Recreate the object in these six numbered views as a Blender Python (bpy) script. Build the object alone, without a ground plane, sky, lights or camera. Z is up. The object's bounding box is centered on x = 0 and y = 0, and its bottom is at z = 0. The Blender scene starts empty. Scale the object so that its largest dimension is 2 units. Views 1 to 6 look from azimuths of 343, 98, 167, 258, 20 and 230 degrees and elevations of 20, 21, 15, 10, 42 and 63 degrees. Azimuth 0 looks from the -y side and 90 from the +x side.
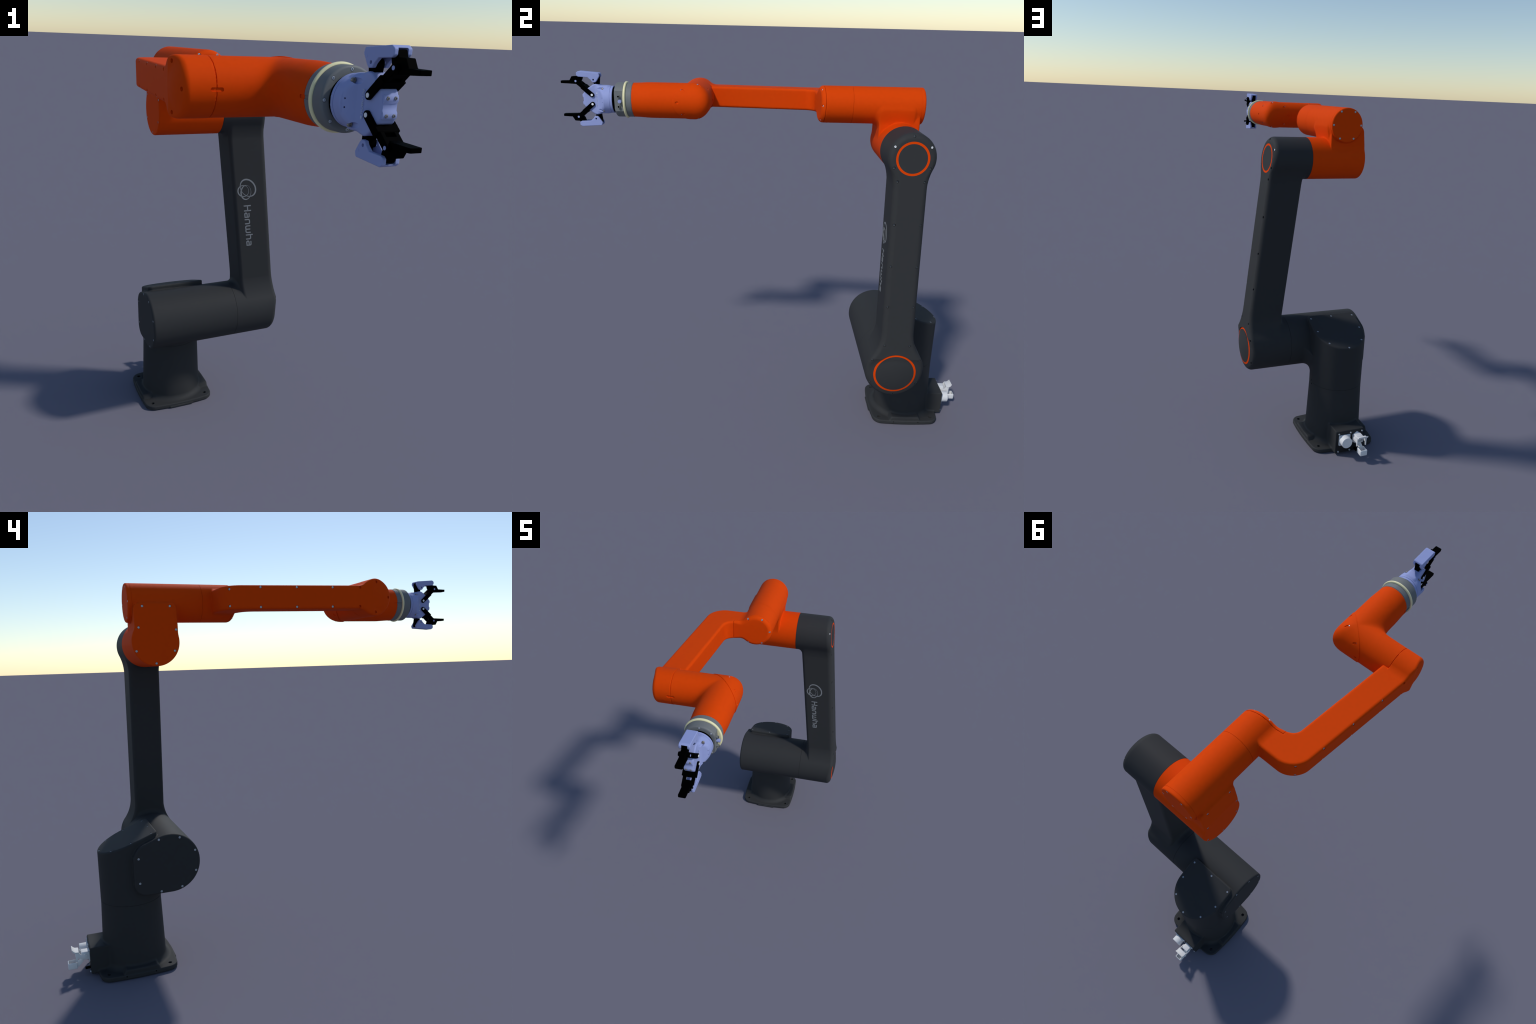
"""Six-axis collaborative robot arm with a two-finger parallel gripper.

Everything is built in the robot's own frame (column axis = z, shoulder axis = x,
forearm along -y) and hung under one Empty that turns and places it.
Cast bodies are distance fields (rounded cylinders, plates and beams with fillets)
that are polygonised; loose parts are prisms, lathed profiles and ribbons.
"""
import bpy, bmesh, math
import numpy as np
from mathutils import Vector, Matrix

TURN = math.radians(8.3)
PLACE = (-0.1545, 0.7015, 0.0)
ZT = 1.638          # height of forearm / wrist / gripper axis
XC = -0.0075        # x of the gripper axis
SY, SZ = -0.163, 0.500   # shoulder axis
EY, EZ = -0.163, 1.468   # elbow axis
COL = bpy.context.scene.collection

# ------------------------------------------------------------------ materials
def material(name, color, rough=0.5, metallic=0.0, spec=0.5, mottle=0.0, scale=60.0, bump=0.0):
    m = bpy.data.materials.new(name)
    m.use_nodes = True
    nt = m.node_tree
    b = nt.nodes["Principled BSDF"]
    b.inputs["Base Color"].default_value = (*color, 1)
    b.inputs["Roughness"].default_value = rough
    b.inputs["Metallic"].default_value = metallic
    b.inputs["Specular IOR Level"].default_value = spec
    tc = nt.nodes.new("ShaderNodeTexCoord")
    nz = nt.nodes.new("ShaderNodeTexNoise")
    nz.inputs["Scale"].default_value = scale
    nz.inputs["Detail"].default_value = 3.0
    nt.links.new(tc.outputs["Object"], nz.inputs["Vector"])
    ramp = nt.nodes.new("ShaderNodeValToRGB")
    lo = [c * (1 - mottle) for c in color]
    hi = [min(1.0, c * (1 + mottle)) for c in color]
    ramp.color_ramp.elements[0].position = 0.3
    ramp.color_ramp.elements[1].position = 0.7
    ramp.color_ramp.elements[0].color = (*lo, 1)
    ramp.color_ramp.elements[1].color = (*hi, 1)
    nt.links.new(nz.outputs["Fac"], ramp.inputs["Fac"])
    nt.links.new(ramp.outputs["Color"], b.inputs["Base Color"])
    if bump:
        fine = nt.nodes.new("ShaderNodeTexNoise")
        fine.inputs["Scale"].default_value = 900.0
        nt.links.new(tc.outputs["Object"], fine.inputs["Vector"])
        bp = nt.nodes.new("ShaderNodeBump")
        bp.inputs["Strength"].default_value = bump
        bp.inputs["Distance"].default_value = 0.0005
        nt.links.new(fine.outputs["Fac"], bp.inputs["Height"])
        nt.links.new(bp.outputs["Normal"], b.inputs["Normal"])
    return m

M_ORANGE = material("orange_paint", (0.745, 0.063, 0.0022), 0.7, spec=0.04, mottle=0.015)
M_DARK = material("dark_grey_paint", (0.0385, 0.0395, 0.0405), 0.65, spec=0.12, mottle=0.02)
M_PANEL = material("black_panel", (0.014, 0.015, 0.016), 0.5, spec=0.3)
M_BLACK = material("black_plastic", (0.0004, 0.0004, 0.0004), 0.7, spec=0.015)
M_BLUE = material("lavender_blue_anodised", (0.318, 0.368, 0.652), 0.55, spec=0.1, mottle=0.01)
M_GREY = material("flange_grey", (0.172, 0.182, 0.183), 0.55, spec=0.2, mottle=0.01)
M_CREAM = material("cream_light_band", (0.86, 0.80, 0.47), 0.5, spec=0.3)
M_STEEL = material("screw_steel", (0.50, 0.53, 0.57), 0.35, metallic=0.35)
M_DSCREW = material("dark_screw", (0.10, 0.11, 0.12), 0.4, metallic=0.2)
M_BRASS = material("gripper_bolt", (0.30, 0.27, 0.23), 0.4, metallic=0.4)
M_WHITE = material("white_connector", (0.80, 0.80, 0.80), 0.55, spec=0.2, mottle=0.01)
M_PALE = material("pale_connector_plate", (0.70, 0.72, 0.74), 0.55, spec=0.2)
M_PIVOT = material("pivot_white", (0.85, 0.86, 0.88), 0.3)
M_PRINT = material("grey_print", (0.24, 0.25, 0.26), 0.6, spec=0.2)
M_TEXT = material("pale_print", (0.50, 0.55, 0.70), 0.6)

# ------------------------------------------------------------------ objects
def put(name, mesh, mat, parent=None, sharp=35.0):
    if mat is not None:
        mesh.materials.clear()
        mesh.materials.append(mat)
    if sharp is not None:
        mesh.polygons.foreach_set("use_smooth", [True] * len(mesh.polygons))
        mesh.set_sharp_from_angle(angle=math.radians(sharp))
    ob = bpy.data.objects.new(name, mesh)
    COL.objects.link(ob)
    if parent is not None:
        ob.parent = parent
    return ob

# ------------------------------------------------------------------ distance fields
def rint(a, b, r):
    "rounded intersection"
    return np.minimum(-r, np.maximum(a, b)) + np.hypot(np.maximum(r + a, 0), np.maximum(r + b, 0))

def runi(a, b, r):
    "union with a fillet"
    return np.maximum(r, np.minimum(a, b)) - np.hypot(np.maximum(r - a, 0), np.maximum(r - b, 0))

def box1(v, lo, hi):
    return np.maximum(lo - v, v - hi)

def waist(q, p, R, w, r):
    "plan outline: disc of radius R at the origin, arm of half width w along +p, joined by a fillet of radius r"
    q = np.abs(q)
    hz = math.sqrt((R + r) ** 2 - (w + r) ** 2)
    disc = np.hypot(q, p) - R
    fil = r - np.hypot(q - (w + r), p - hz)
    on_fillet = (p * (w + r) > q * hz) & (p < hz)
    d = np.where(p >= hz, q - w, np.where(on_fillet, fil, disc))
    deep = (q < w) & (p > 0)
    return np.where(deep, np.minimum(q - w, d), d)

def poly2(px, py, pts):
    "signed distance to a simple polygon"
    d = np.full(px.shape, 1e9)
    s = np.ones(px.shape)
    n = len(pts)
    for i in range(n):
        ax, ay = pts[i]
        bx, by = pts[i - 1]
        ex, ey = bx - ax, by - ay
        wx, wy = px - ax, py - ay
        t = np.clip((wx * ex + wy * ey) / (ex * ex + ey * ey), 0, 1)
        d = np.minimum(d, (wx - ex * t) ** 2 + (wy - ey * t) ** 2)
        c1, c2, c3 = py >= ay, py < by, ex * wy > ey * wx
        s = np.where((c1 & c2 & c3) | (~c1 & ~c2 & ~c3), -s, s)
    return s * np.sqrt(d)

def seg2(px, py, a, b, r):
    ex, ey = b[0] - a[0], b[1] - a[1]
    wx, wy = px - a[0], py - a[1]
    t = np.clip((wx * ex + wy * ey) / (ex * ex + ey * ey), 0, 1)
    return np.hypot(wx - ex * t, wy - ey * t) - r

def polygonise(f, lo, hi, h):
    "surface nets on a regular grid, vertices pulled onto the surface"
    lo = np.array(lo, float) - 2 * h
    n = np.ceil((np.array(hi, float) + 2 * h - lo) / h).astype(int) + 1
    ax = [lo[i] + h * np.arange(n[i]) for i in range(3)]
    X, Y, Z = np.meshgrid(*ax, indexing="ij")
    D = f(X, Y, Z)
    del X, Y, Z
    inside = D < 0
    nc = n - 1
    cnt = np.zeros(nc, np.int8)
    for i in (0, 1):
        for j in (0, 1):
            for k in (0, 1):
                cnt += inside[i:i + nc[0], j:j + nc[1], k:k + nc[2]]
    cells = np.argwhere((cnt > 0) & (cnt < 8))
    idx = np.full(nc, -1, np.int64)
    idx[cells[:, 0], cells[:, 1], cells[:, 2]] = np.arange(len(cells))
    acc = np.zeros((len(cells), 3)); num = np.zeros(len(cells))
    corners = [(i, j, k) for i in (0, 1) for j in (0, 1) for k in (0, 1)]
    for a in corners:
        for axis in range(3):
            if a[axis]:
                continue
            b = list(a); b[axis] = 1
            da = D[cells[:, 0] + a[0], cells[:, 1] + a[1], cells[:, 2] + a[2]]
            db = D[cells[:, 0] + b[0], cells[:, 1] + b[1], cells[:, 2] + b[2]]
            m = (da < 0) != (db < 0)
            t = np.where(m, da / np.where(m, da - db, 1), 0)
            p = np.array(a, float)[None, :].repeat(len(cells), 0)
            p[:, axis] = t
            acc[m] += p[m]; num[m] += 1
    V = lo + h * (cells + acc / num[:, None])
    e = h * 0.05
    for _ in range(4):
        d = f(V[:, 0], V[:, 1], V[:, 2])
        g = np.stack([(f(*(V + e * np.eye(3)[i]).T) - f(*(V - e * np.eye(3)[i]).T)) / (2 * e) for i in range(3)], 1)
        gg = np.maximum((g * g).sum(1), 0.2)
        st = -(d / gg)[:, None] * g
        ln = np.linalg.norm(st, axis=1, keepdims=True)
        st *= np.minimum(1, 0.5 * h / np.maximum(ln, 1e-12))
        V += st
    quads = []
    for axis in range(3):
        u, v = (axis + 1) % 3, (axis + 2) % 3
        sl = [slice(1, nc[i]) for i in range(3)]
        sl[axis] = slice(0, nc[axis])
        sl2 = list(sl); sl2[axis] = slice(1, nc[axis] + 1)
        A, B = inside[tuple(sl)], inside[tuple(sl2)]
        e_ = np.argwhere(A != B)
        off = np.ones(3, int); off[axis] = 0
        c = e_ + off
        flip = A[tuple(e_.T)]
        du = np.zeros(3, int); du[u] = 1
        dv = np.zeros(3, int); dv[v] = 1
        q = [idx[tuple((c - du - dv).T)], idx[tuple((c - dv).T)], idx[tuple(c.T)], idx[tuple((c - du).T)]]
        q = np.stack(q, 1)
        q[~flip] = q[~flip][:, ::-1]
        quads.append(q)
    Q = np.concatenate(quads)
    me = bpy.data.meshes.new("body")
    me.vertices.add(len(V)); me.vertices.foreach_set("co", V.astype(np.float32).ravel())
    me.loops.add(Q.size); me.loops.foreach_set("vertex_index", Q.astype(np.int32).ravel())
    me.polygons.add(len(Q)); me.polygons.foreach_set("loop_start", (4 * np.arange(len(Q))).astype(np.int32))
    me.update(calc_edges=True); me.validate()
    return me

def cut(mesh, cutter):
    "boolean difference of two meshes"
    if cutter is None or len(cutter.polygons) == 0:
        return mesh
    a = bpy.data.objects.new("tmp_a", mesh); b = bpy.data.objects.new("tmp_b", cutter)
    COL.objects.link(a); COL.objects.link(b)
    res = None
    for solver in ("MANIFOLD", "EXACT"):
        md = a.modifiers.new("cut", "BOOLEAN")
        md.operation = "DIFFERENCE"; md.object = b
        try:
            md.solver = solver
        except TypeError:
            a.modifiers.remove(md); continue
        dg = bpy.context.evaluated_depsgraph_get(); dg.update()
        res = bpy.data.meshes.new_from_object(a.evaluated_get(dg))
        a.modifiers.remove(md)
        if len(res.polygons) > 0.5 * len(mesh.polygons):
            break
        print("boolean", solver, "failed", len(res.polygons), len(mesh.polygons))
        res = None
    bpy.data.objects.remove(a); bpy.data.objects.remove(b)
    return res or mesh

def trace(f, p, n, far=0.03):
    "slide from p+n*far back along -n onto the surface"
    p = np.array(p, float); n = np.array(n, float); n /= np.linalg.norm(n)
    q = p + n * far
    for _ in range(80):
        d = float(f(np.array([q[0]]), np.array([q[1]]), np.array([q[2]]))[0])
        if abs(d) < 2e-5:
            break
        q = q - n * d * 0.9
    return q

# ------------------------------------------------------------------ meshes
def frame(n):
    z = Vector(n).normalized()
    return z.to_track_quat("Z", "Y").to_matrix().to_4x4()

def lathe(profile, axis="y", seg=96, center=(0, 0, 0), close=True):
    "profile: list of (radius, position along axis)"
    bm = bmesh.new()
    rings = []
    for r, t in profile:
        ring = []
        for i in range(seg):
            a = 2 * math.pi * i / seg
            c, s = r * math.cos(a), r * math.sin(a)
            p = {"y": (c, t, s), "x": (t, c, s), "z": (c, s, t)}[axis]
            ring.append(bm.verts.new([p[k] + center[k] for k in range(3)]))
        rings.append(ring)
    for a, b in zip(rings, rings[1:]):
        for i in range(seg):
            j = (i + 1) % seg
            bm.faces.new((a[i], a[j], b[j], b[i]))
    if close:
        bm.faces.new(rings[0]); bm.faces.new(rings[-1])
    else:
        a, b = rings[-1], rings[0]
        for i in range(seg):
            j = (i + 1) % seg
            bm.faces.new((a[i], a[j], b[j], b[i]))
    bmesh.ops.recalc_face_normals(bm, faces=bm.faces)
    me = bpy.data.meshes.new("lathe"); bm.to_mesh(me); bm.free()
    return me

def cylinders(items, seg=20):
    "one mesh of many cylinders: (centre, direction, radius, half length)"
    bm = bmesh.new()
    for c, n, r, hl in items:
        bmesh.ops.create_cone(bm, cap_ends=True, segments=seg, radius1=r, radius2=r, depth=2 * hl,
                              matrix=Matrix.Translation(Vector(c)) @ frame(n))
    me = bpy.data.meshes.new("cylinders"); bm.to_mesh(me); bm.free()
    return me

def joined(meshes):
    bm = bmesh.new()
    for m in meshes:
        bm.from_mesh(m)
    me = bpy.data.meshes.new("joined"); bm.to_mesh(me); bm.free()
    return me

def boxmesh(lo, hi, bevel=0.0, seg=2):
    bm = bmesh.new()
    c = [(a + b) / 2 for a, b in zip(lo, hi)]; s = [b - a for a, b in zip(lo, hi)]
    bmesh.ops.create_cube(bm, size=1, matrix=Matrix.Translation(c) @ Matrix.Diagonal((*s, 1)))
    if bevel:
        bmesh.ops.bevel(bm, geom=list(bm.edges), offset=bevel, segments=seg, profile=0.5, affect="EDGES")
    me = bpy.data.meshes.new("box"); bm.to_mesh(me); bm.free()
    return me

def round_poly(pts, r, seg=5):
    out = []
    n = len(pts)
    for i in range(n):
        p = Vector(pts[i]); a = Vector(pts[i - 1]) - p; b = Vector(pts[(i + 1) % n]) - p
        ang = a.angle(b)
        if ang > 3.0:
            out.append(tuple(p)); continue
        t = min(r / math.tan(ang / 2), 0.45 * a.length, 0.45 * b.length)
        rr = t * math.tan(ang / 2)
        c = p + (a.normalized() + b.normalized()).normalized() * (rr / math.sin(ang / 2))
        p0, p1 = p + a.normalized() * t - c, p + b.normalized() * t - c
        for k in range(seg + 1):
            q = p0.lerp(p1, k / seg); q = q.normalized() * rr
            out.append(tuple(c + q))
    return out

def prism(pts, axis, a, b, bevel=0.0, seg=2):
    "polygon in the plane normal to axis, extruded from a to b"
    bm = bmesh.new()
    def p3(p, t):
        return {"x": (t, p[0], p[1]), "y": (p[0], t, p[1]), "z": (p[0], p[1], t)}[axis]
    v0 = [bm.verts.new(p3(p, a)) for p in pts]; v1 = [bm.verts.new(p3(p, b)) for p in pts]
    f0 = bm.faces.new(v0); f1 = bm.faces.new(v1)
    n = len(pts)
    for i in range(n):
        bm.faces.new((v0[i], v0[(i + 1) % n], v1[(i + 1) % n], v1[i]))
    bmesh.ops.recalc_face_normals(bm, faces=bm.faces)
    if bevel:
        eds = list(set(f0.edges) | set(f1.edges))
        bmesh.ops.bevel(bm, geom=eds, offset=bevel, segments=seg, profile=0.5, affect="EDGES")
    bmesh.ops.recalc_face_normals(bm, faces=bm.faces)
    me = bpy.data.meshes.new("prism"); bm.to_mesh(me); bm.free()
    return me

# screw: domed head with a hex socket, shared by all copies
def screw_mesh(r=0.0050):
    bm = bmesh.new()
    prof = [(r, -0.004), (r, 0.0006), (r * 0.88, 0.0016), (r * 0.55, 0.0019)]
    seg = 18
    rings = []
    for rad, z in prof:
        rings.append([bm.verts.new((rad * math.cos(2 * math.pi * i / seg), rad * math.sin(2 * math.pi * i / seg), z)) for i in range(seg)])
    rings.append([bm.verts.new((r * 0.48 * math.cos(2 * math.pi * i / seg), r * 0.48 * math.sin(2 * math.pi * i / seg), -0.0005)) for i in range(seg)])
    for a, b in zip(rings, rings[1:]):
        for i in range(seg):
            bm.faces.new((a[i], a[(i + 1) % seg], b[(i + 1) % seg], b[i]))
    bm.faces.new(list(reversed(rings[0]))); bm.faces.new(rings[-1])
    bmesh.ops.recalc_face_normals(bm, faces=bm.faces)
    me = bpy.data.meshes.new("screw"); bm.to_mesh(me); bm.free()
    return me

_screws = {}
def screws(points, parent, mat, depth, radius=0.0050):
    key = (mat.name, radius)
    if key not in _screws:
        me = screw_mesh(radius)
        me.materials.append(mat)
        me.polygons.foreach_set("use_smooth", [True] * len(me.polygons))
        me.set_sharp_from_angle(angle=math.radians(35))
        _screws[key] = me
    for p, n in points:
        n = Vector(n).normalized()
        ob = bpy.data.objects.new("screw", _screws[key])
        COL.objects.link(ob)
        ob.parent = parent
        ob.matrix_local = Matrix.Translation(Vector(p) - n * depth) @ frame(n)

def holes(points, r=0.0056, depth=0.006):
    return cylinders([(Vector(p), Vector(n), r, depth) for p, n in points])

# ------------------------------------------------------------------ root
root = bpy.data.objects.new("robot_arm", None)
COL.objects.link(root)
root.location = PLACE
root.rotation_euler = (0, 0, TURN)
root["label"] = "orange and dark grey six-axis robot arm with blue two-finger gripper"
root["category"] = "robot arm"

# ================================================================== BASE
Z1 = 0.320   # seam base / shoulder
def f_base(x, y, z):
    bx = 0.1785 - 0.40 * y * y
    by = 0.1795 - 0.45 * x * x
    plate = rint(np.abs(x) - bx, np.abs(y) - by, 0.036)
    plate = rint(plate, box1(z, 0.0, 0.0215), 0.005)
    r = np.hypot(x, y)
    col = r - (0.1365 + 0.008 * np.clip((0.30 - z) / 0.25, 0, 1))
    col = np.maximum(col, z - (Z1 + 0.008))
    col = np.maximum(col, -z + 0.001)
    d = runi(plate, col, 0.026)
    # raised pads on both flanks, sloped at their ends
    pad = rint(np.abs(x) - 0.1745 + 0.25 * y * y, np.abs(y + 0.005) - 0.071 - 0.6 * np.maximum(0, 0.043 - z), 0.008)
    pad = rint(rint(pad, z - 0.0425, 0.006), 0.02 - np.abs(x), 0.001)
    d = np.minimum(d, pad)
    col2 = np.maximum(col, -z)
    d = np.minimum(d, np.where(z > 0.03, runi(pad, col2, 0.010), d))
    box = rint(rint(box1(x, -0.0775, 0.0785), box1(z, 0.0085, 0.1325 + 0.0), 0.004), box1(y, 0.05, 0.2075), 0.003)
    d = runi(d, box, 0.008)
    lip = rint(rint(np.abs(x) - 0.060, box1(z, 0.001, 0.010), 0.002), box1(y, -0.183, -0.1), 0.002)
    return np.maximum(np.minimum(d, lip), -z)

me = polygonise(f_base, (-0.185, -0.19, 0), (0.185, 0.215, Z1 + 0.009), 0.003)
H = 0.1375
cutters = [cylinders([((sx * H, sy * H, 0.02), (0, 0, 1), 0.0085, 0.05) for sx in (-1, 1) for sy in (-1, 1)], 28)]
cutters.append(cylinders([((sx * 0.178, sy * 0.065, 0.0145), (1, 0, 0), 0.0032, 0.012) for sx in (-1, 1) for sy in (-1, 1)], 16))
cutters.append(boxmesh((0.1335, -0.005, 0.307), (0.16, 0.005, 0.34)))
cutters.append(boxmesh((-0.3, -0.3, Z1 - 0.0005), (0.3, 0.3, 0.5)))
me = cut(me, joined(cutters))
base = put("base", me, M_DARK, root)
put("base_core", lathe([(0.1325, Z1 - 0.02), (0.1325, Z1 + 0.02)], "z"), M_DARK, base)

# rear connector panel
panel = put("connector_panel", boxmesh((-0.0725, 0.2050, 0.0130), (0.0735, 0.2088, 0.1275), 0.0012), M_PANEL, base)
screws([((px, 0.2118, pz), (0, 1, 0)) for px in (0.062, -0.003, -0.0677) for pz in (0.1187, 0.0190)], base, M_STEEL, 0.0, 0.0042)
# round capped socket
sock = prism(round_poly([(-0.0015, 0.0535), (0.0625, 0.0535), (0.0625, 0.1120), (-0.0015, 0.1120)], 0.006), "y", 0.2088, 0.2135, 0.0008)
put("socket_plate", sock, M_PALE, base)
put("round_socket", lathe([(0.0270, 0.213), (0.0284, 0.2140), (0.0284, 0.2455), (0.0276, 0.2470), (0.0, 0.2470001)][:-1], "y", 48, (0.0325, 0, 0.0850)), M_WHITE, base)
screws([((px, 0.2135, pz), (0, 1, 0)) for px in (0.0035, 0.0575) for pz in (0.0585, 0.107)], base, M_PALE, 0.0, 0.0026)
# rectangular connector with hinged lid
hexp = [(-0.0386, 0.1205), (-0.0144, 0.1045), (-0.0144, 0.0650), (-0.0386, 0.0490), (-0.0625, 0.0650), (-0.0625, 0.1045)]
put("connector_plate", prism(round_poly(hexp, 0.006), "y", 0.2088, 0.2130, 0.0008), M_PALE, base)
body = cut(boxmesh((-0.0580, 0.2115, 0.0740), (-0.0190, 0.2460, 0.1115), 0.004, 3), boxmesh((-0.0535, 0.222, 0.0785), (-0.0235, 0.26, 0.107)))
put("connector_body", body, M_WHITE, base)
put("connector_insert", boxmesh((-0.0525, 0.213, 0.0795), (-0.0245, 0.236, 0.106), 0.001), M_PALE, base)
put("latch_knob", cylinders([((-0.0386, 0.229, 0.094), (1, 0, 0), 0.0090, 0.0235)], 28), M_WHITE, base)
for_strap = []
for sx in (-0.0615, -0.0130):
    pts = round_poly([(0.2270, 0.0850), (0.2270, 0.1030), (0.2480, 0.1035), (0.2560, 0.1165), (0.2705, 0.1170), (0.2690, 0.0720), (0.2615, 0.0690), (0.2600, 0.0900), (0.2480, 0.0850)], 0.0035)
    for_strap.append(prism(pts, "x", sx - 0.0022, sx + 0.0022, 0.0008))
for_strap.append(prism(round_poly([(0.2555, 0.1130), (0.2555, 0.1180), (0.2690, 0.1190), (0.2760, 0.1235), (0.2835, 0.1315), (0.2850, 0.1300), (0.2800, 0.1190), (0.2710, 0.1130)], 0.001), "x", -0.0637, -0.0108, 0.0010))
put("latch", joined(for_strap), M_WHITE, base)
lid = cut(boxmesh((-0.0535, 0.2640, 0.0355), (-0.0150, 0.3045, 0.0660), 0.004, 3), boxmesh((-0.0500, 0.2675, 0.0395), (-0.0185, 0.3010, 0.08)))
put("connector_lid", lid, M_WHITE, base)
hinge = prism(round_poly([(0.2330, 0.0760), (0.2400, 0.0760), (0.2660, 0.0620), (0.2660, 0.0440), (0.2600, 0.0420), (0.2380, 0.0640)], 0.003), "x", -0.048, -0.0300, 0.0008)
put("lid_hinge", hinge, M_WHITE, base)
put("cable_gland", cylinders([((-0.0330, 0.2195, 0.0230), (0, 1, 0), 0.0060, 0.0115)], 24), M_BLACK, base)

# ================================================================== SHOULDER
X1 = 0.2465  # seam shoulder / upper arm
CAPSL = 0.377
def cap_plane(y, z, off=0.0):
    return (z - (0.6045 + off - CAPSL * y)) * 0.9357
def f_shoulder_raw(x, y, z):
    r = np.hypot(x, y)
    low = np.maximum(np.maximum(r - 0.1365, Z1 - 0.008 - z), z - 0.47)
    t2 = np.hypot(y - SY, z - SZ) - 0.134
    tube = np.maximum(np.maximum(t2, -0.150 - x), x - (X1 + 0.008))
    d = runi(low, tube, 0.050)
    u = np.where(y > 0, r, np.abs(x)) - 0.1365
    u = rint(u, -(y + 0.114), 0.022)
    u = rint(np.maximum(u, 0.40 - z), cap_plane(y, z), 0.007)
    u = np.minimum(np.where(z < 0.47, low, u), u + np.where((y < 0) & (z < 0.47), 1.0, 0.0))
    b2 = rint(rint(y - 0.0025, (z - (0.5822 - CAPSL * y)) * 0.9357, 0.05), 0.366 - z, 0.055)
    b2 = np.maximum(b2, -0.116 - y)
    b2 = np.minimum(b2, np.maximum(rint(y - 0.0025, 0.366 - z, 0.055), np.maximum(-0.17 - y, z - 0.55)))
    b2 = np.minimum(b2, t2)
    boss = rint(b2, box1(x, -0.1635, -0.02), 0.010)
    return np.minimum(np.minimum(d, runi(u, boss, 0.006)), np.minimum(u, boss))
me = polygonise(f_shoulder_raw, (-0.165, -0.30, Z1 - 0.009), (0.256, 0.14, 0.66), 0.003)
capN = (0, CAPSL * 0.9357, 0.9357)
capscrew = [(0.1190, -0.0905), (0.0, -0.0970), (-0.1200, -0.0905), (-0.1195, 0.0015), (-0.0910, 0.0867), (-0.001, 0.1279), (0.0905, 0.0867), (0.1187, 0.0012)]
cs = [(trace(f_shoulder_raw, (a, b, 0.601 - CAPSL * b), capN), capN) for a, b in capscrew]
ds = [(-0.1636, y_, z_) for y_, z_ in ((-0.1144, 0.6145), (-0.2078, 0.6138), (-0.2750, 0.5468), (-0.2750, 0.4527), (-0.2080, 0.3862), (-0.1136, 0.3775), (-0.0209, 0.4275), (-0.0209, 0.5392))]
ds = [(p, (-1, 0, 0)) for p in ds]
me = cut(me, joined([holes(cs, 0.0060), holes(ds, 0.0060), boxmesh((0.1335, -0.005, 0.30), (0.16, 0.005, 0.335)), boxmesh((-0.3, -0.4, 0.1), (0.3, 0.3, Z1 + 0.0005)), boxmesh((X1 - 0.0005, -0.4, 0.1001), (0.4, 0.1, 0.8))]))
shoulder = put("shoulder", me, M_DARK, root)
screws(cs, shoulder, M_STEEL, 0.0030, 0.0054)
screws(ds, shoulder, M_STEEL, 0.0025, 0.0054)
put("shoulder_core", lathe([(0.130, X1 - 0.02), (0.130, X1 + 0.02)], "x", 96, (0, SY, SZ)), M_DARK, shoulder)

# ================================================================== UPPER ARM
AY = -0.1640
KIN, KOUT = 0.1075, 0.1055
def xin(z):  return 0.2100 - KIN * (z - 1.34)
def xout(z): return 0.4590 - KOUT * (z - 0.6365)
X2 = 0.1715  # seam upper arm / elbow
def f_upper(x, y, z):
    cl = np.hypot(y - SY, z - SZ) - 0.134
    cu = np.hypot(y - EY, z - EZ) - 0.103
    band = np.maximum(np.abs(y - AY) - 0.0725, box1(z, SZ, EZ))
    flare = np.where(z < 1.0, waist(y - SY, z - SZ, 0.134, 0.0730, 0.19), waist(y - EY, EZ - z, 0.103, 0.0730, 0.20))
    inner = (xin(z) - x) * 0.994
    fl = rint(flare, inner, 0.016)
    bb = rint(band, inner, 0.016)
    tl = np.maximum(cl, X1 - 0.008 - x)
    tu = np.maximum(cu, X2 - 0.008 - x)
    d = np.minimum(fl, np.minimum(runi(bb, tl, 0.022), runi(bb, tu, 0.022)))
    flat = np.where(z > 0.57, xout(z), xout(0.57) - 0.25 * (0.57 - z))
    rho = ((y - SY) ** 2 + (z - 0.4945) ** 2) / 0.01
    dome = np.where(z < 0.75, 0.4605 + 0.0150 * (1 - rho), 0.0)
    k = np.clip(0.5 + 0.5 * (flat - dome) / 0.008, 0, 1)
    outer = (x - (dome + (flat - dome) * k + 0.008 * k * (1 - k))) * 0.985
    rr = 0.017 + 0.008 * np.clip((z - 0.55) / 0.15, 0, 1)
    return rint(d, outer, rr)
me = polygonise(f_upper, (X2 - 0.010, -0.30, 0.36), (0.485, -0.025, 1.575), 0.0035)
NS = np.array([1, 0, KOUT]) / math.hypot(1, KOUT)
def on_arm(y, z, n=NS):
    p = (xout(z), y, z)
    return trace(f_upper, p, n), n
asc = [on_arm(AY + s * 0.0562, z) for z in (1.3722, 1.188, 1.0037, 0.8189, 0.636) for s in (-1, 1)]
asc += [on_arm(-0.164 + 0.0872 * math.cos(a), 1.4725 + 0.0865 * math.sin(a)) for a in [math.radians(v) for v in (-30, 30, 90, 150, 210)]]
asc += [on_arm(-0.1645 + 0.1225 * math.cos(a), 0.5015 + 0.1225 * math.sin(a), np.array([1.0, 0, 0])) for a in [math.radians(v) for v in (-30, 30, 150, 210, 270)]]
def ringpos(c, n, r0, r1, d0, d1, seg=96):
    m = lathe([(r0, d0), (r1, d0), (r1, d1), (r0, d1)], "z", seg, close=False)
    m.transform(Matrix.Translation(Vector(c)) @ frame(n))
    return m
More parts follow.
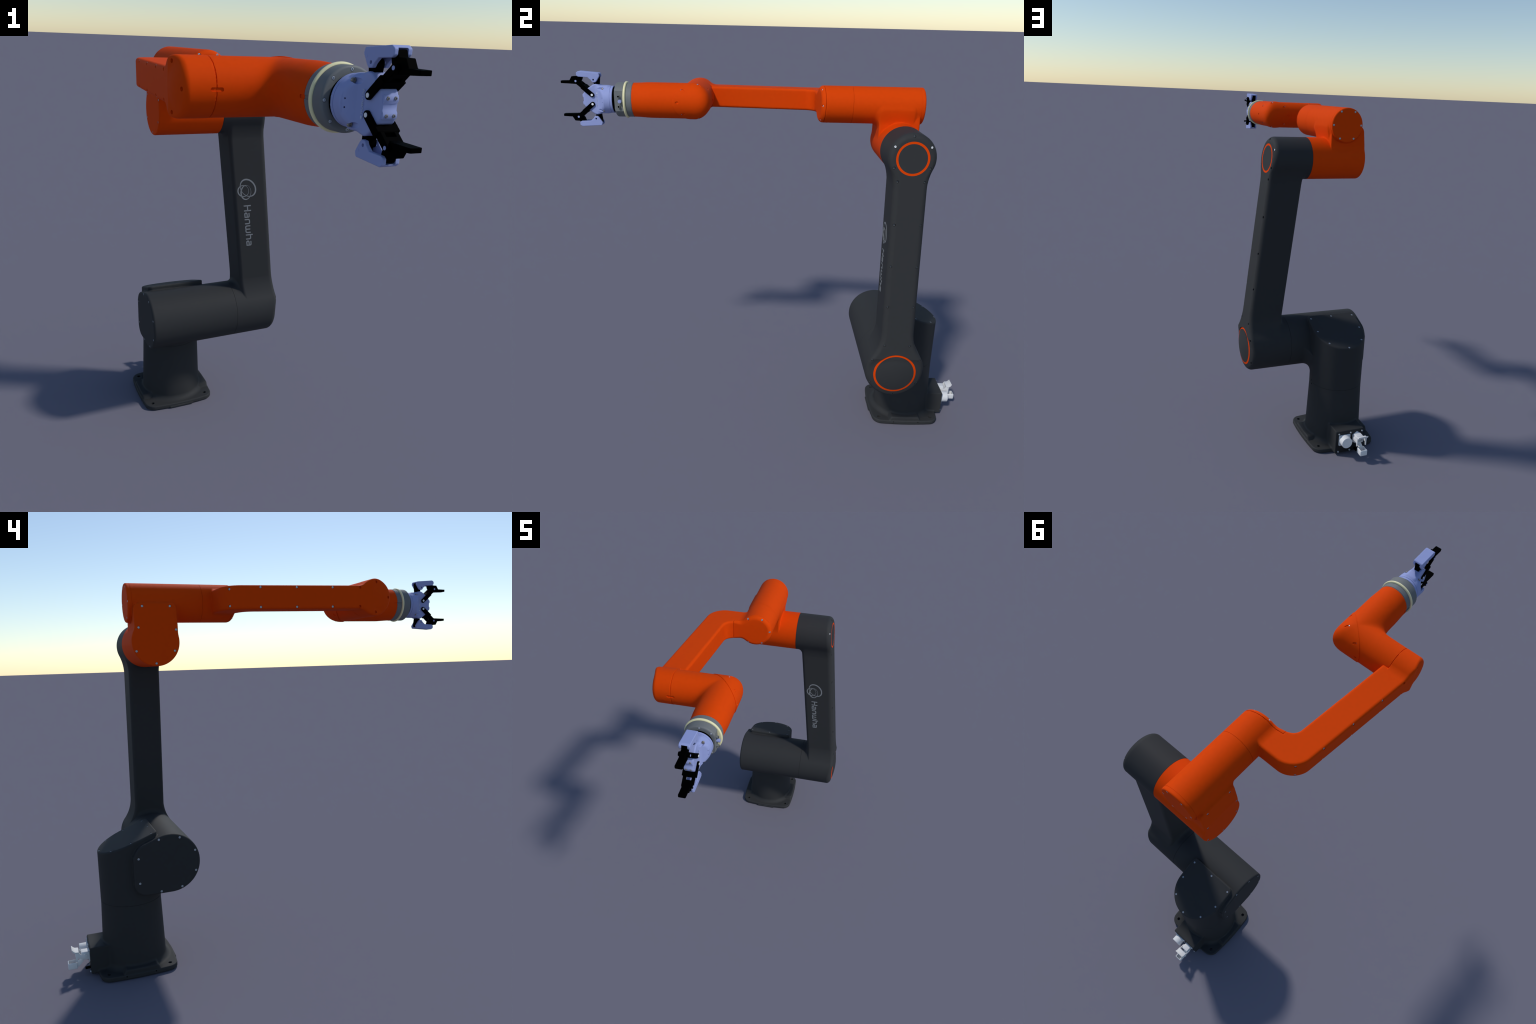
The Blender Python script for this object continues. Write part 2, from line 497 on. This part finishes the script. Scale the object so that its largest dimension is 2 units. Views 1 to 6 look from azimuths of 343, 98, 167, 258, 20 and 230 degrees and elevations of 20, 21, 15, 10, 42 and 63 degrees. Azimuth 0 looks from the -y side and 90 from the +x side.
lowc, upc = Vector((0.4640, -0.1635, 0.4945)), Vector((xout(1.4680), -0.1635, 1.4680))
nx = Vector((1, 0, 0)); nsl = Vector(NS)
grooves = [ringpos(lowc, nx, 0.0875, 0.0970, -0.008, 0.02), ringpos(upc, nsl, 0.0612, 0.0708, -0.004, 0.02)]
ends = [boxmesh((0.1, -0.4, 0.2), (X1 + 0.0005, 0.1, 0.70)), boxmesh((0.1, -0.4, 1.34), (X2 + 0.0005, 0.1, 1.7))]
me = cut(me, joined([holes(asc, 0.0058, 0.009)] + grooves + ends))
upper = put("upper_arm", me, M_DARK, root)
screws([s for s in asc if s[0][2] < 1.50 or s[0][2] > 1.54], upper, M_DSCREW, 0.0062, 0.0050)
screws([s for s in asc if 1.50 < s[0][2] < 1.54], upper, M_PIVOT, 0.0034, 0.0050)  # same steel screws, coloured white to paint in the sun glint on their heads
def dome_h(r): return 0.4607 + 0.0150 * (1 - r * r / 0.01) - 0.4640
low_ring = lathe([(0.0872, -0.012), (0.0973, -0.012), (0.0973, dome_h(0.0973) - 0.0004), (0.0872, dome_h(0.0872) - 0.0004)], "z", 128, close=False)
low_ring.transform(Matrix.Translation(lowc) @ frame(nx))
put("accent_ring", low_ring, M_ORANGE, upper)
put("accent_ring", ringpos(upc, nsl, 0.0608, 0.0710, -0.006, -0.0003, 128), M_ORANGE, upper)

# emblem and wordmark on the front face, running down the arm
def on_front(s, t):
    "s across (+x), t along the arm downwards from the emblem centre"
    z = 1.10 - t * 0.9942
    x = 0.2995 + KIN * (1.10 - z) + s
    return (x, z)
FRONT = AY - 0.0725 - 0.0007
def flat_mesh(outlines):
    "faces given as (s,t) quads -> thin plates on the front face"
    bm = bmesh.new()
    for quad in outlines:
        top = [bm.verts.new((on_front(*p)[0], FRONT, on_front(*p)[1])) for p in quad]
        bot = [bm.verts.new((on_front(*p)[0], FRONT + 0.0015, on_front(*p)[1])) for p in quad]
        bm.faces.new(top); bm.faces.new(list(reversed(bot)))
        n = len(quad)
        for i in range(n):
            bm.faces.new((top[i], bot[i], bot[(i + 1) % n], top[(i + 1) % n]))
    bmesh.ops.recalc_face_normals(bm, faces=bm.faces)
    me = bpy.data.meshes.new("print"); bm.to_mesh(me); bm.free()
    return me
def crescent(co, ro, ci, ri, tilt=0.0, seg=64):
    "ring whose thickness varies: outer and inner ellipses with different centres"
    q = []
    ct, st = math.cos(tilt), math.sin(tilt)
    def pt(c, r, a):
        u, v = r[0] * math.cos(a), r[1] * math.sin(a)
        return (c[0] + u * ct - v * st, c[1] + u * st + v * ct)
    for i in range(seg):
        a, b = 2 * math.pi * i / seg, 2 * math.pi * (i + 1) / seg
        q.append((pt(co, ro, a), pt(co, ro, b), pt(ci, ri, b), pt(ci, ri, a)))
    return q
E1 = crescent((0.0092, -0.0245), (0.0458, 0.0372), (0.0074, -0.0232), (0.0400, 0.0325), 0.95)
E2 = crescent((-0.0165, -0.0107), (0.0285, 0.0278), (-0.0143, -0.0112), (0.0248, 0.0248), 0.0)
E3 = crescent((-0.0038, -0.0030), (0.0268, 0.0350), (-0.0014, -0.0042), (0.0227, 0.0318), 0.15)
put("emblem", joined([flat_mesh(e) for e in (E1, E2, E3)]), M_PRINT, upper, None)

def ribbon(path, w):
    "stroke of width w along a polyline with mitred joints"
    P = [Vector(p) for p in path]
    L, R = [], []
    for i, p in enumerate(P):
        d0 = (p - P[i - 1]).normalized() if i else (P[1] - p).normalized()
        d1 = (P[i + 1] - p).normalized() if i < len(P) - 1 else d0
        m = (d0 + d1).normalized()
        n = Vector((-m.y, m.x)); k = w / 2 / max(0.4, m.dot(d0))
        L.append(p + n * k); R.append(p - n * k)
    return [(tuple(L[i]), tuple(L[i + 1]), tuple(R[i + 1]), tuple(R[i])) for i in range(len(P) - 1)]
def arc_path(pts, r):
    "round the inner corners of an open polyline"
    out = [pts[0]]
    for i in range(1, len(pts) - 1):
        p = Vector(pts[i]); a = Vector(pts[i - 1]) - p; b = Vector(pts[i + 1]) - p
        rr = min(r, a.length * 0.5, b.length * 0.5)
        p0, p1 = p + a.normalized() * rr, p + b.normalized() * rr
        for k in range(6):
            t = k / 5
            out.append(tuple(p0 * (1 - t) ** 2 + p * 2 * t * (1 - t) + p1 * t * t))
    out.append(pts[-1])
    return out
# letters as strokes: u along reading direction, v up; units: x-height = 1
GL = {
    "H": (1.12, [[(0.1, 0), (0.1, 1.36)], [(1.0, 0), (1.0, 1.36)], [(0.1, 0.70), (1.0, 0.70)]]),
    "a": (0.98, [[(0.1, 0.91), (0.86, 0.91), (0.86, 0.0)], [(0.86, 0.09), (0.09, 0.09), (0.09, 0.53), (0.86, 0.53)]]),
    "n": (0.98, [[(0.09, 0), (0.09, 0.91), (0.86, 0.91), (0.86, 0)]]),
    "w": (1.46, [[(0.09, 1), (0.09, 0.09), (0.70, 0.09), (0.70, 0.95)], [(0.70, 0.09), (1.32, 0.09), (1.32, 1)]]),
    "h": (0.98, [[(0.09, 0), (0.09, 1.36)], [(0.09, 0.91), (0.86, 0.91), (0.86, 0)]]),
}
XH = 0.0262
cur = 0.0
quads = []
total = sum(GL[c][0] for c in "Hanwha") + 5 * 0.22
scale_u = 0.2005 / (total * XH)
for ch in "Hanwha":
    adv, strokes = GL[ch]
    for st in strokes:
        path = [(cur + u, v) for u, v in st]
        if len(path) > 2:
            path = arc_path(path, 0.26)
        pts2 = [(0.0, 0.0)] * len(path)
        for i, (u, v) in enumerate(path):
            # baseline on the -x side, letters lie on their side and read downwards
            pts2[i] = (-0.0190 + v * XH, 0.0580 + u * XH * scale_u)
        quads += ribbon(pts2, 0.0054)
    cur += adv + 0.22
put("wordmark", flat_mesh(quads), M_PRINT, upper, None)

# ================================================================== ELBOW
YE = -0.3845
def f_elbow_all(x, y, z):
    c2 = np.hypot(y - EY, z - EZ) - 0.103
    box2 = rint(rint(box1(y, -0.2620, -0.0760), z - 1.6285, 0.024), EZ - z, 0.001)
    ww = waist(np.where(y < EY, -(y - EY) - 0.012, y - EY), z - EZ, 0.103, 0.087, 0.05)
    ww = np.where(y < EY, waist(y - EY, z - EZ, 0.103, 0.0985, 0.12), ww)
    out = np.minimum(c2, rint(ww, z - 1.6285, 0.024))
    left = -0.1125 + 0.115 * np.maximum(0, z - 1.535)
    neck = rint(out, np.maximum(left - x, x - 0.0735), 0.006)
    cyl = rint(c2, left - x, 0.006)
    cyl = np.maximum(cyl, x - (X2 + 0.008))
    body = np.minimum(neck, cyl)
    rr = np.hypot(x, z - ZT) - 0.083
    tube = rint(rr, y + 0.0580, 0.007)
    tube = np.maximum(tube, YE - 0.008 - y)
    w = 0.5 - 0.5 * np.tanh((y + 0.100) / 0.006)      # no fillet under the overhanging rear cap
    return runi(body, tube, 0.004 + 0.022 * w)
me = polygonise(f_elbow_all, (-0.115, -0.395, 1.36), (X2 + 0.009, -0.055, 1.725), 0.003)
esc = [(-0.1137, y_, z_) for y_, z_ in ((-0.1142, 1.6156), (-0.2326, 1.6163), (-0.0925, 1.5272), (-0.2525, 1.5178), (-0.2430, 1.4287), (-0.1602, 1.3767), (-0.0780, 1.4292))]
esc = [(trace(f_elbow_all, p, (-1, 0, 0)), (-1, 0, 0)) for p in esc]
rsc = [((0.0735 * math.cos(a), -0.0574, ZT + 0.0735 * math.sin(a)), (0, 1, 0)) for a in [math.radians(60 * k) for k in range(6)]]
thin = [ringpos((0, -0.0765, ZT), (0, 1, 0), 0.0822, 0.09, -0.0007, 0.0007)]
me = cut(me, joined([holes(esc, 0.0058), holes(rsc, 0.0058), boxmesh((X2 - 0.0005, -0.36, 1.2), (0.4, 0.1, 1.6)), boxmesh((-0.2, -0.6, 1.5), (0.15, YE + 0.0005, 1.8))] + thin))
elbow = put("elbow", me, M_ORANGE, root)
screws(esc, elbow, M_STEEL, 0.0028, 0.0052)
screws(rsc, elbow, M_STEEL, 0.0028, 0.0052)
put("elbow_core", joined([lathe([(0.0990, X2 - 0.02), (0.0990, X2 + 0.02)], "x", 96, (0, EY, EZ)), lathe([(0.0800, YE - 0.02), (0.0800, YE + 0.02)], "y", 96, (0, 0, ZT))]), M_ORANGE, elbow)

# ================================================================== FOREARM
WY = -1.115         # wrist axis
XW = -0.2290        # seam forearm / wrist
def fxi(y): return -0.1660 + 0.1040 * (y + 0.72)
def fxo(y): return -0.3065 + 0.1105 * (y + 0.9065)
def yf(x): return -0.5350 + 0.107 * np.maximum(x, -0.125)
def f_forearm_all(x, y, z):
    zb = np.abs(z - ZT) - 0.0495
    rho = ((y - WY) ** 2 + (z - ZT) ** 2) / 0.0625 ** 2
    dome = np.where(y < -0.9, -0.3180 - 0.0105 * (1 - rho), 1.0)
    flat = np.where(y > -1.094, fxo(y), fxo(-1.094) + 0.25 * (-1.094 - y))
    kk = np.clip(0.5 + 0.5 * (dome - flat) / 0.004, 0, 1)
    outer = (dome + (flat - dome) * kk - 0.004 * kk * (1 - kk) - x) * 0.985
    # root half
    o1 = rint(y + 0.4270, (fxo(y) - x) * 0.994, 0.085)
    band = rint(o1, waist(z - ZT, -x, 0.083, 0.0495, 0.05), 0.012)
    tube = np.maximum(np.hypot(x, z - ZT) - 0.083, y - (YE + 0.008))
    a = np.minimum(tube, band)
    inn = runi((yf(x) - y) * 0.994, (x - fxi(y)) * 0.994, 0.042)
    k = np.clip((x + 0.115) / 0.05, 0, 1)
    a = rint(a, inn, 0.011 + 0.009 * k * k * (3 - 2 * k))
    # wrist half
    bnd = np.maximum(zb, WY - y)
    c2 = np.hypot(y - WY, z - ZT) - 0.0805
    out = waist(z - ZT, y - WY, 0.0805, 0.0495, 0.055)
    b = rint(out, outer, 0.012)
    step = rint((x - fxi(y)) * 0.994, -(y + 1.050), 0.008)
    bb = rint(rint(bnd, outer, 0.012), step, 0.012)
    b = np.minimum(np.maximum(b, x - (XW - 0.0004)), bb)
    return np.where(y > -0.80, a, b)
def yc(x): return yf(x) + 0.0195
def f_forearm(x, y, z):
    # front cover is cut off along y = YC for x > -0.113
    zone = np.maximum((y - yc(x)) * 0.994, -(x + 0.1130))
    return np.maximum(f_forearm_all(x, y, z), -zone + 0.0)
def f_cover(x, y, z):
    zone = np.maximum((y - yc(x) + 0.0012) * 0.994, -(x + 0.1120))
    return np.maximum(f_forearm_all(x, y, z), zone)
me = polygonise(f_forearm, (-0.340, -1.20, 1.55), (0.09, -0.375, 1.725), 0.003)
nf = np.array([-1, 0.1105, 0]) / math.hypot(1, 0.1105)
def on_fore(y, dz, n=nf):
    return trace(f_forearm_all, (fxo(y), y, ZT + dz), n), n
fsc = [on_fore(y, s * 0.0405) for y in (-0.585, -0.7444, -0.9065, -1.0330) for s in (-1, 1)]
nb = np.array([-0.72, 0.69, 0])
fsc += [(trace(f_forearm_all, (-0.2330, -0.4600, ZT + s * 0.0345), nb), nb) for s in (-1, 1)]
nx_ = np.array([-1.0, 0, 0])
fsc += [(trace(f_forearm_all, (-0.320, y, ZT + dz), nx_), nx_) for y, dz in ((-1.1139, 0.0645), (-1.1780, 0.0), (-1.1110, -0.0645))]
slot = prism(round_poly([(-0.2460, ZT - 0.0052), (-0.2100, ZT - 0.0052), (-0.2100, ZT + 0.0052), (-0.2460, ZT + 0.0052)], 0.0050), "y", -1.30, -1.1920)
me = cut(me, joined([holes(fsc, 0.0058, 0.008), slot, boxmesh((-0.2, YE - 0.0005, 1.5), (0.2, -0.2, 1.8))]))
forearm = put("forearm", me, M_ORANGE, root)
screws(fsc[:6] + fsc[8:10], forearm, M_STEEL, 0.0036, 0.0050)
screws(fsc[6:8] + fsc[10:], forearm, M_ORANGE, 0.0055, 0.0050)
me = polygonise(f_cover, (-0.115, -0.552, 1.55), (0.09, -0.505, 1.725), 0.002)
cvs = [(0.0340, 0.0650), (-0.0370, 0.0650), (0.0735, 0.0), (0.0340, -0.0650), (-0.0370, -0.0650)]
nfc = np.array([0.107, -1.0, 0.0]) / math.hypot(1, 0.107)
cvs = [(trace(f_forearm_all, (a, -0.5350 + 0.107 * a, ZT + b), nfc), nfc) for a, b in cvs]
me = cut(me, holes(cvs, 0.0058, 0.0075))
cover = put("forearm_cover", me, M_ORANGE, forearm)
screws(cvs, forearm, M_STEEL, 0.0042, 0.0052)
put("wrist_core", lathe([(0.0765, XW - 0.02), (0.0770, XW + 0.02)], "x", 96, (0, WY, ZT)), M_ORANGE, forearm)

# ================================================================== WRIST
YW = -1.3860
def f_wrist_all(x, y, z, grow=0.0):
    t = np.clip((-1.300 - y) / 0.085, 0, 1)
    p, q = WY - y, XC - x
    pp, qq = np.maximum(p, 1e-4), np.maximum(q, 1e-4)
    inner = (pp ** -4.0 + qq ** -4.0) ** (-1 / 4)      # soft inside corner
    m = np.where((p > 0) & (q > 0), inner, np.where((p <= 0) & (q <= 0), (np.abs(p) ** 3.5 + np.abs(q) ** 3.5 + 1e-12) ** (1 / 3.5), np.where(p <= 0, -p, -q)))
    d = np.hypot(m, z - ZT) - (0.0798 - 0.0037 * t * t * (3 - 2 * t)) - grow
    d = np.maximum(d, XW + 0.0004 - x)
    return np.maximum(d, YW - y)
CAP = lambda x, y: (x + y + 1.1260) * 0.7071      # >0 on the outside of the bend
f_wrist = lambda x, y, z: f_wrist_all(x, y, z)
f_wcap = lambda x, y, z: rint(f_wrist_all(x, y, z, 0.0028), -CAP(x, y), 0.0022)
me = polygonise(f_wrist, (XW, YW, 1.55), (0.08, -1.03, 1.722), 0.003)
slot2 = prism(round_poly([(-1.366, ZT - 0.0048), (-1.366, ZT + 0.0048), (-1.42, ZT + 0.0048), (-1.42, ZT - 0.0048)], 0.0030), "x", -0.12, XC - 0.0735)
me = cut(me, joined([slot, slot2]))
wrist = put("wrist", me, M_ORANGE, root)
me = polygonise(f_wcap, (-0.125, -1.27, 1.55), (0.085, -1.02, 1.725), 0.0025)
nd = np.array([1, 1, 0]) / math.sqrt(2)
wsc = []
for k in range(8):
    a = math.radians(45 * k)
    e1 = np.array([1, -1, 0]) / math.sqrt(2)
    p = np.array([XC, WY, ZT]) + np.array([0.0, 0.0, 0]) + e1 * 0.1040 * math.cos(a) + np.array([0, 0, 1]) * 0.0735 * math.sin(a) + nd * 0.02
    q = trace(f_wcap, p, nd, 0.08)
    wsc.append((q, nd))
me = cut(me, holes(wsc, 0.0056, 0.013))
wcap = put("wrist_cover", me, M_ORANGE, wrist)
screws(wsc, wrist, M_STEEL, 0.0105, 0.0048)

# ================================================================== TOOL FLANGE
ctr = (XC, 0, ZT)
ring1 = lathe([(0.0740, -1.3845), (0.0755, -1.3865), (0.0767, -1.3880), (0.0767, -1.4100), (0.0745, -1.4105), (0.0745, -1.4140)], "y", 128, ctr)
flange = put("tool_flange", cut(ring1, slot2), M_GREY, root)
torus = [(0.0762 + 0.0060 * math.cos(a), -1.4185 + 0.0057 * math.sin(a)) for a in [math.radians(-100 + 200 * k / 12) for k in range(13)]]
torus = [(0.060, -1.4245)] + torus + [(0.060, -1.4125)]
put("light_ring", lathe(torus, "y", 128, ctr), M_CREAM, flange)
prof = [(0.0600, -1.4243), (0.0755, -1.4243), (0.0767, -1.4255)] + [(0.0697 + 0.0070 * math.cos(a), -1.4575 - 0.0070 * math.sin(a)) for a in [math.radians(15 * k) for k in range(7)]] + [(0.040, -1.4645)]
plate = lathe(prof, "y", 128, ctr)
fb = [((XC + 0.0675 * math.cos(a), -1.4645, ZT + 0.0675 * math.sin(a)), (0, -1, 0)) for a in [math.radians(45 * k) for k in range(1, 8)]]
flatcut = joined([boxmesh((0.0550, -1.50, ZT - 0.09), (0.12, -1.4243, ZT + 0.09)), holes(fb, 0.0050, 0.003)])
fl2 = put("tool_plate", cut(plate, flatcut), M_GREY, flange)
screws(fb, flange, M_STEEL, 0.0012, 0.0044)
put("cable_port", joined([cylinders([((0.0585, -1.4440, ZT + s), (1, 0, 0), 0.0062, 0.0075)], 24) for s in (0.0205, -0.0245)]), M_GREY, flange)
put("port_socket", joined([cylinders([((0.0615, -1.4440, ZT + s), (1, 0, 0), 0.0040, 0.0050)], 20) for s in (0.0205, -0.0245)]), M_BLACK, flange)
put("button", joined([cylinders([((0.0605, -1.4385, ZT - 0.001), (1, 0, 0), 0.0078, 0.0085)], 28), cylinders([((0.0610, -1.4385, ZT - 0.001), (1, 0, 0), 0.0050, 0.0090)], 28)]), M_BLUE, flange)
put("coupling", lathe([(0.0560, -1.462), (0.0560, -1.479)], "y", 96, ctr), M_BLACK, flange)

# ================================================================== GRIPPER
half = [(-1.500, 0.0585), (-1.534, 0.0590), (-1.545, 0.0650), (-1.5565, 0.0685), (-1.5690, 0.0655), (-1.5940, 0.0485), (-1.6010, 0.0405), (-1.6100, 0.0340), (-1.6150, 0.0240), (-1.6150, 0.0)]
PALM = round_poly(half[:-1] + [(y_, -z_) for y_, z_ in reversed(half[:-1])], 0.006)
def f_palm(x, y, z):
    X, Z = x - XC, z - ZT
    pr = rint(poly2(y, Z, PALM) , np.abs(X) - 0.0218, 0.006)
    r = np.hypot(X, Z)
    cyl = rint(np.maximum(r - 0.0602, y + 1.4768), -(y + 1.5180), 0.004)
    cone = rint(np.maximum(r - 0.0602, y + 1.49), (np.abs(X) - 0.0602 + (-(y + 1.5150)) * 1.15) * 0.656, 0.008)
    cone = np.maximum(cone, -(y + 1.556))
    d = runi(np.minimum(cyl, cone), pr, 0.012)
    return d
me = polygonise(f_palm, (XC - 0.062, -1.62, ZT - 0.07), (XC + 0.062, -1.476, ZT + 0.07), 0.0016)
pockets = [((XC + sx * 0.0330, -1.5560, ZT + sz * 0.0475), (0, -1, 0)) for sx in (-1, 1) for sz in (-1, 1)]
dots = [((XC + sx * 0.0480, -1.5200, ZT + sz * 0.0095), (sx, -0.7, 0)) for sx in (-1, 1) for sz in (-1, 1)]
groove = ringpos((XC, -1.4880, ZT), (0, 1, 0), 0.0590, 0.07, -0.0008, 0.0008)
me = cut(me, joined([cylinders([(p, n, 0.0074, 0.0360) for p, n in pockets], 24), cylinders([(p, n, 0.0020, 0.0080) for p, n in dots], 12), groove]))
gripper = put("gripper", me, M_BLUE, root)
screws([((p[0], -1.5230, p[2]), n) for p, n in pockets], gripper, M_BRASS, 0.0, 0.0058)
# nose plate
nh = [(-1.6080, 0.0250), (-1.6170, 0.0250), (-1.6195, 0.0200), (-1.6195, 0.0120), (-1.6160, 0.0070), (-1.6160, 0.0)]
NOSE = nh + [(y_, -z_) for y_, z_ in reversed(nh[:-1])]
nose = prism([(y_, ZT + z_) for y_, z_ in NOSE], "x", XC - 0.0185, XC + 0.0185, 0.0012)
put("nose_plate", nose, M_BLUE, gripper)
screws([((XC + sx * 0.0098, -1.6195, ZT + sz * 0.0180), (0, -1, 0)) for sx in (-1, 1) for sz in (-1, 1)], gripper, M_BRASS, -0.0002, 0.0040)

P0, P1 = (-1.5737, 0.0205), (-1.6440, 0.0795)
LINK = [(-1.5365, 0.1040), (-1.5400, 0.1155), (-1.6300, 0.1218), (-1.6392, 0.1160), (-1.6388, 0.1040), (-1.6320, 0.0995), (-1.5890, 0.0975), (-1.5745, 0.0850), (-1.5700, 0.0770), (-1.5570, 0.0758), (-1.5510, 0.0820)]
DIST = [(-1.6760, 0.0790), (-1.6645, 0.0980), (-1.6420, 0.0990), (-1.6360, 0.1130), (-1.6200, 0.1130), (-1.6195, 0.0960), (-1.6230, 0.0850), (-1.6400, 0.0660), (-1.6550, 0.0668)]
PAD = [(-1.6480, 0.0668), (-1.7152, 0.0690), (-1.7152, 0.0785), (-1.6650, 0.0800)]
LINK = round_poly(LINK, 0.0050)
DIST = round_poly(DIST, 0.0020, 3)
for s in (1, -1):
    def f_link(x, y, z, s=s):
        X, Z = np.abs(x - XC), (z - ZT) * s
        p = poly2(y, Z, LINK) - 0.001
        d = rint(p, X - 0.0225, 0.0022)
        top = (Z - (0.1105 + (-1.5395 - y) * 0.065))
        slot_ = np.maximum(X - 0.0125, top)
        return np.maximum(d, -slot_)
    zlo, zhi = sorted((ZT + s * 0.07, ZT + s * 0.126))
    me = polygonise(f_link, (XC - 0.025, -1.645, zlo), (XC + 0.025, -1.53, zhi), 0.0013)
    hl = [((XC, -1.5643, ZT + s * 0.0868), (1, 0, 0))]
    me = cut(me, cylinders([(hl[0][0], hl[0][1], 0.0040, 0.05)], 20))
    put("outer_link", me, M_BLUE, gripper)
    put("link_pin", cylinders([((XC, -1.5480, ZT + s * 0.1000), (1, 0, 0), 0.0036, 0.0228)], 20), M_BLUE, gripper)

    def f_knuckle(x, y, z, s=s):
        X, Z = np.abs(x - XC), (z - ZT) * s
        return rint(runi(seg2(y, Z, (-1.5530, 0.0560), (-1.5475, 0.1010), 0.0085), seg2(y, Z, (-1.5560, 0.0600), (-1.5600, 0.0850), 0.0085), 0.004), X - 0.0115, 0.0015)
    zlo, zhi = sorted((ZT + s * 0.045, ZT + s * 0.112))
    put("knuckle", polygonise(f_knuckle, (XC - 0.013, -1.572, zlo), (XC + 0.013, -1.535, zhi), 0.0014), M_BLACK, gripper)

    def f_finger(x, y, z, s=s):
        X, Z = np.abs(x - XC), (z - ZT) * s
        a = rint(poly2(y, Z, DIST) - 0.001, X - 0.0122, 0.0015)
        b = rint(rint(poly2(y, Z, PAD) - 0.0005, X - 0.0158, 0.001), rint(X - 0.0158, -(y + 1.7157), 0.005), 0.001)
        return np.minimum(a, b)
    zlo, zhi = sorted((ZT + s * 0.062, ZT + s * 0.116))
    put("finger", polygonise(f_finger, (XC - 0.018, -1.718, zlo), (XC + 0.018, -1.615, zhi), 0.0013), M_BLACK, gripper)

    dx, dz = P1[0] - P0[0], P1[1] - P0[1]
    ln = math.hypot(dx, dz)
    def f_fork(x, y, z, s=s):
        X, Z = np.abs(x - XC), (z - ZT) * s
        t = ((y - P0[0]) * dx + (Z - P0[1]) * dz) / ln
        q = seg2(y, Z, P0, P1, 0.0100)
        bars = rint(np.maximum(q, 0.0226 - X), X - 0.0290, 0.001)
        bars = np.maximum(bars, t - 0.052)
        web = rint(seg2(y, Z, P0, P1, 0.0092), X - 0.0235, 0.0015)
        web = np.maximum(web, 0.042 - t)
        win = np.maximum(np.maximum(np.abs(t - 0.064) - 0.0060, X - 0.0130), -1 + 0 * X)
        web = np.maximum(web, -win)
        br = np.maximum(np.maximum(q, box1(t, 0.036, 0.056)), X - 0.0290)
        return np.minimum(np.minimum(bars, web), br)
    zlo, zhi = sorted((ZT + s * 0.008, ZT + s * 0.092))
    put("inner_link", polygonise(f_fork, (XC - 0.031, -1.656, zlo), (XC + 0.031, -1.562, zhi), 0.0013), M_BLACK, gripper)
    put("pivot", cylinders([((XC + sx * 0.0292, P0[0], ZT + s * P0[1]), (sx, 0, 0), 0.0052, 0.0009) for sx in (-1, 1)], 24), M_PIVOT, gripper)
    put("pivot", cylinders([((XC, P1[0], ZT + s * P1[1]), (1, 0, 0), 0.0045, 0.0243)], 24), M_BLUE, gripper)

# small printed word on both flanks of the palm
def text_mesh(body, size):
    cu = bpy.data.curves.new("print", "FONT")
    cu.body = body; cu.size = size; cu.extrude = 0.0003; cu.align_x = "CENTER"; cu.align_y = "CENTER"
    cu.space_character = 1.15
    ob = bpy.data.objects.new("print", cu); COL.objects.link(ob)
    dg = bpy.context.evaluated_depsgraph_get(); dg.update()
    me = bpy.data.meshes.new_from_object(ob.evaluated_get(dg))
    bpy.data.objects.remove(ob)
    return me
for sx in (1, -1):
    me = text_mesh("ROBOTIQ", 0.0125)
    wid = max(v.co.x for v in me.vertices) - min(v.co.x for v in me.vertices)
    me.transform(Matrix.Diagonal((0.052 / wid, 1, 1, 1)))
    tile = prism([(-0.0365, -0.0035), (-0.0300, -0.0035), (-0.0300, 0.0035), (-0.0365, 0.0035)], "z", -0.0003, 0.0003)
    me = joined([me, tile])
    # letters run along z, their tops point back towards the arm (+y)
    up = Vector((0, 1, 0)); n = Vector((sx, 0, 0)); rd = up.cross(n)
    R = Matrix((rd, up, n)).transposed().to_4x4()
    zc = ZT - sx * 0.0055
    side = max(abs(trace(f_palm, (XC + sx * 0.022, y_, zc), (sx, 0, 0))[0] - XC) for y_ in (-1.555, -1.5505))
    me.transform(Matrix.Translation((XC + sx * (side + 0.0004), -1.5515, zc)) @ R)
    put("printed_word", me, M_TEXT, gripper, None)

for ob in list(bpy.data.objects):
    if ob.name.startswith("tmp_"):
        bpy.data.objects.remove(ob)
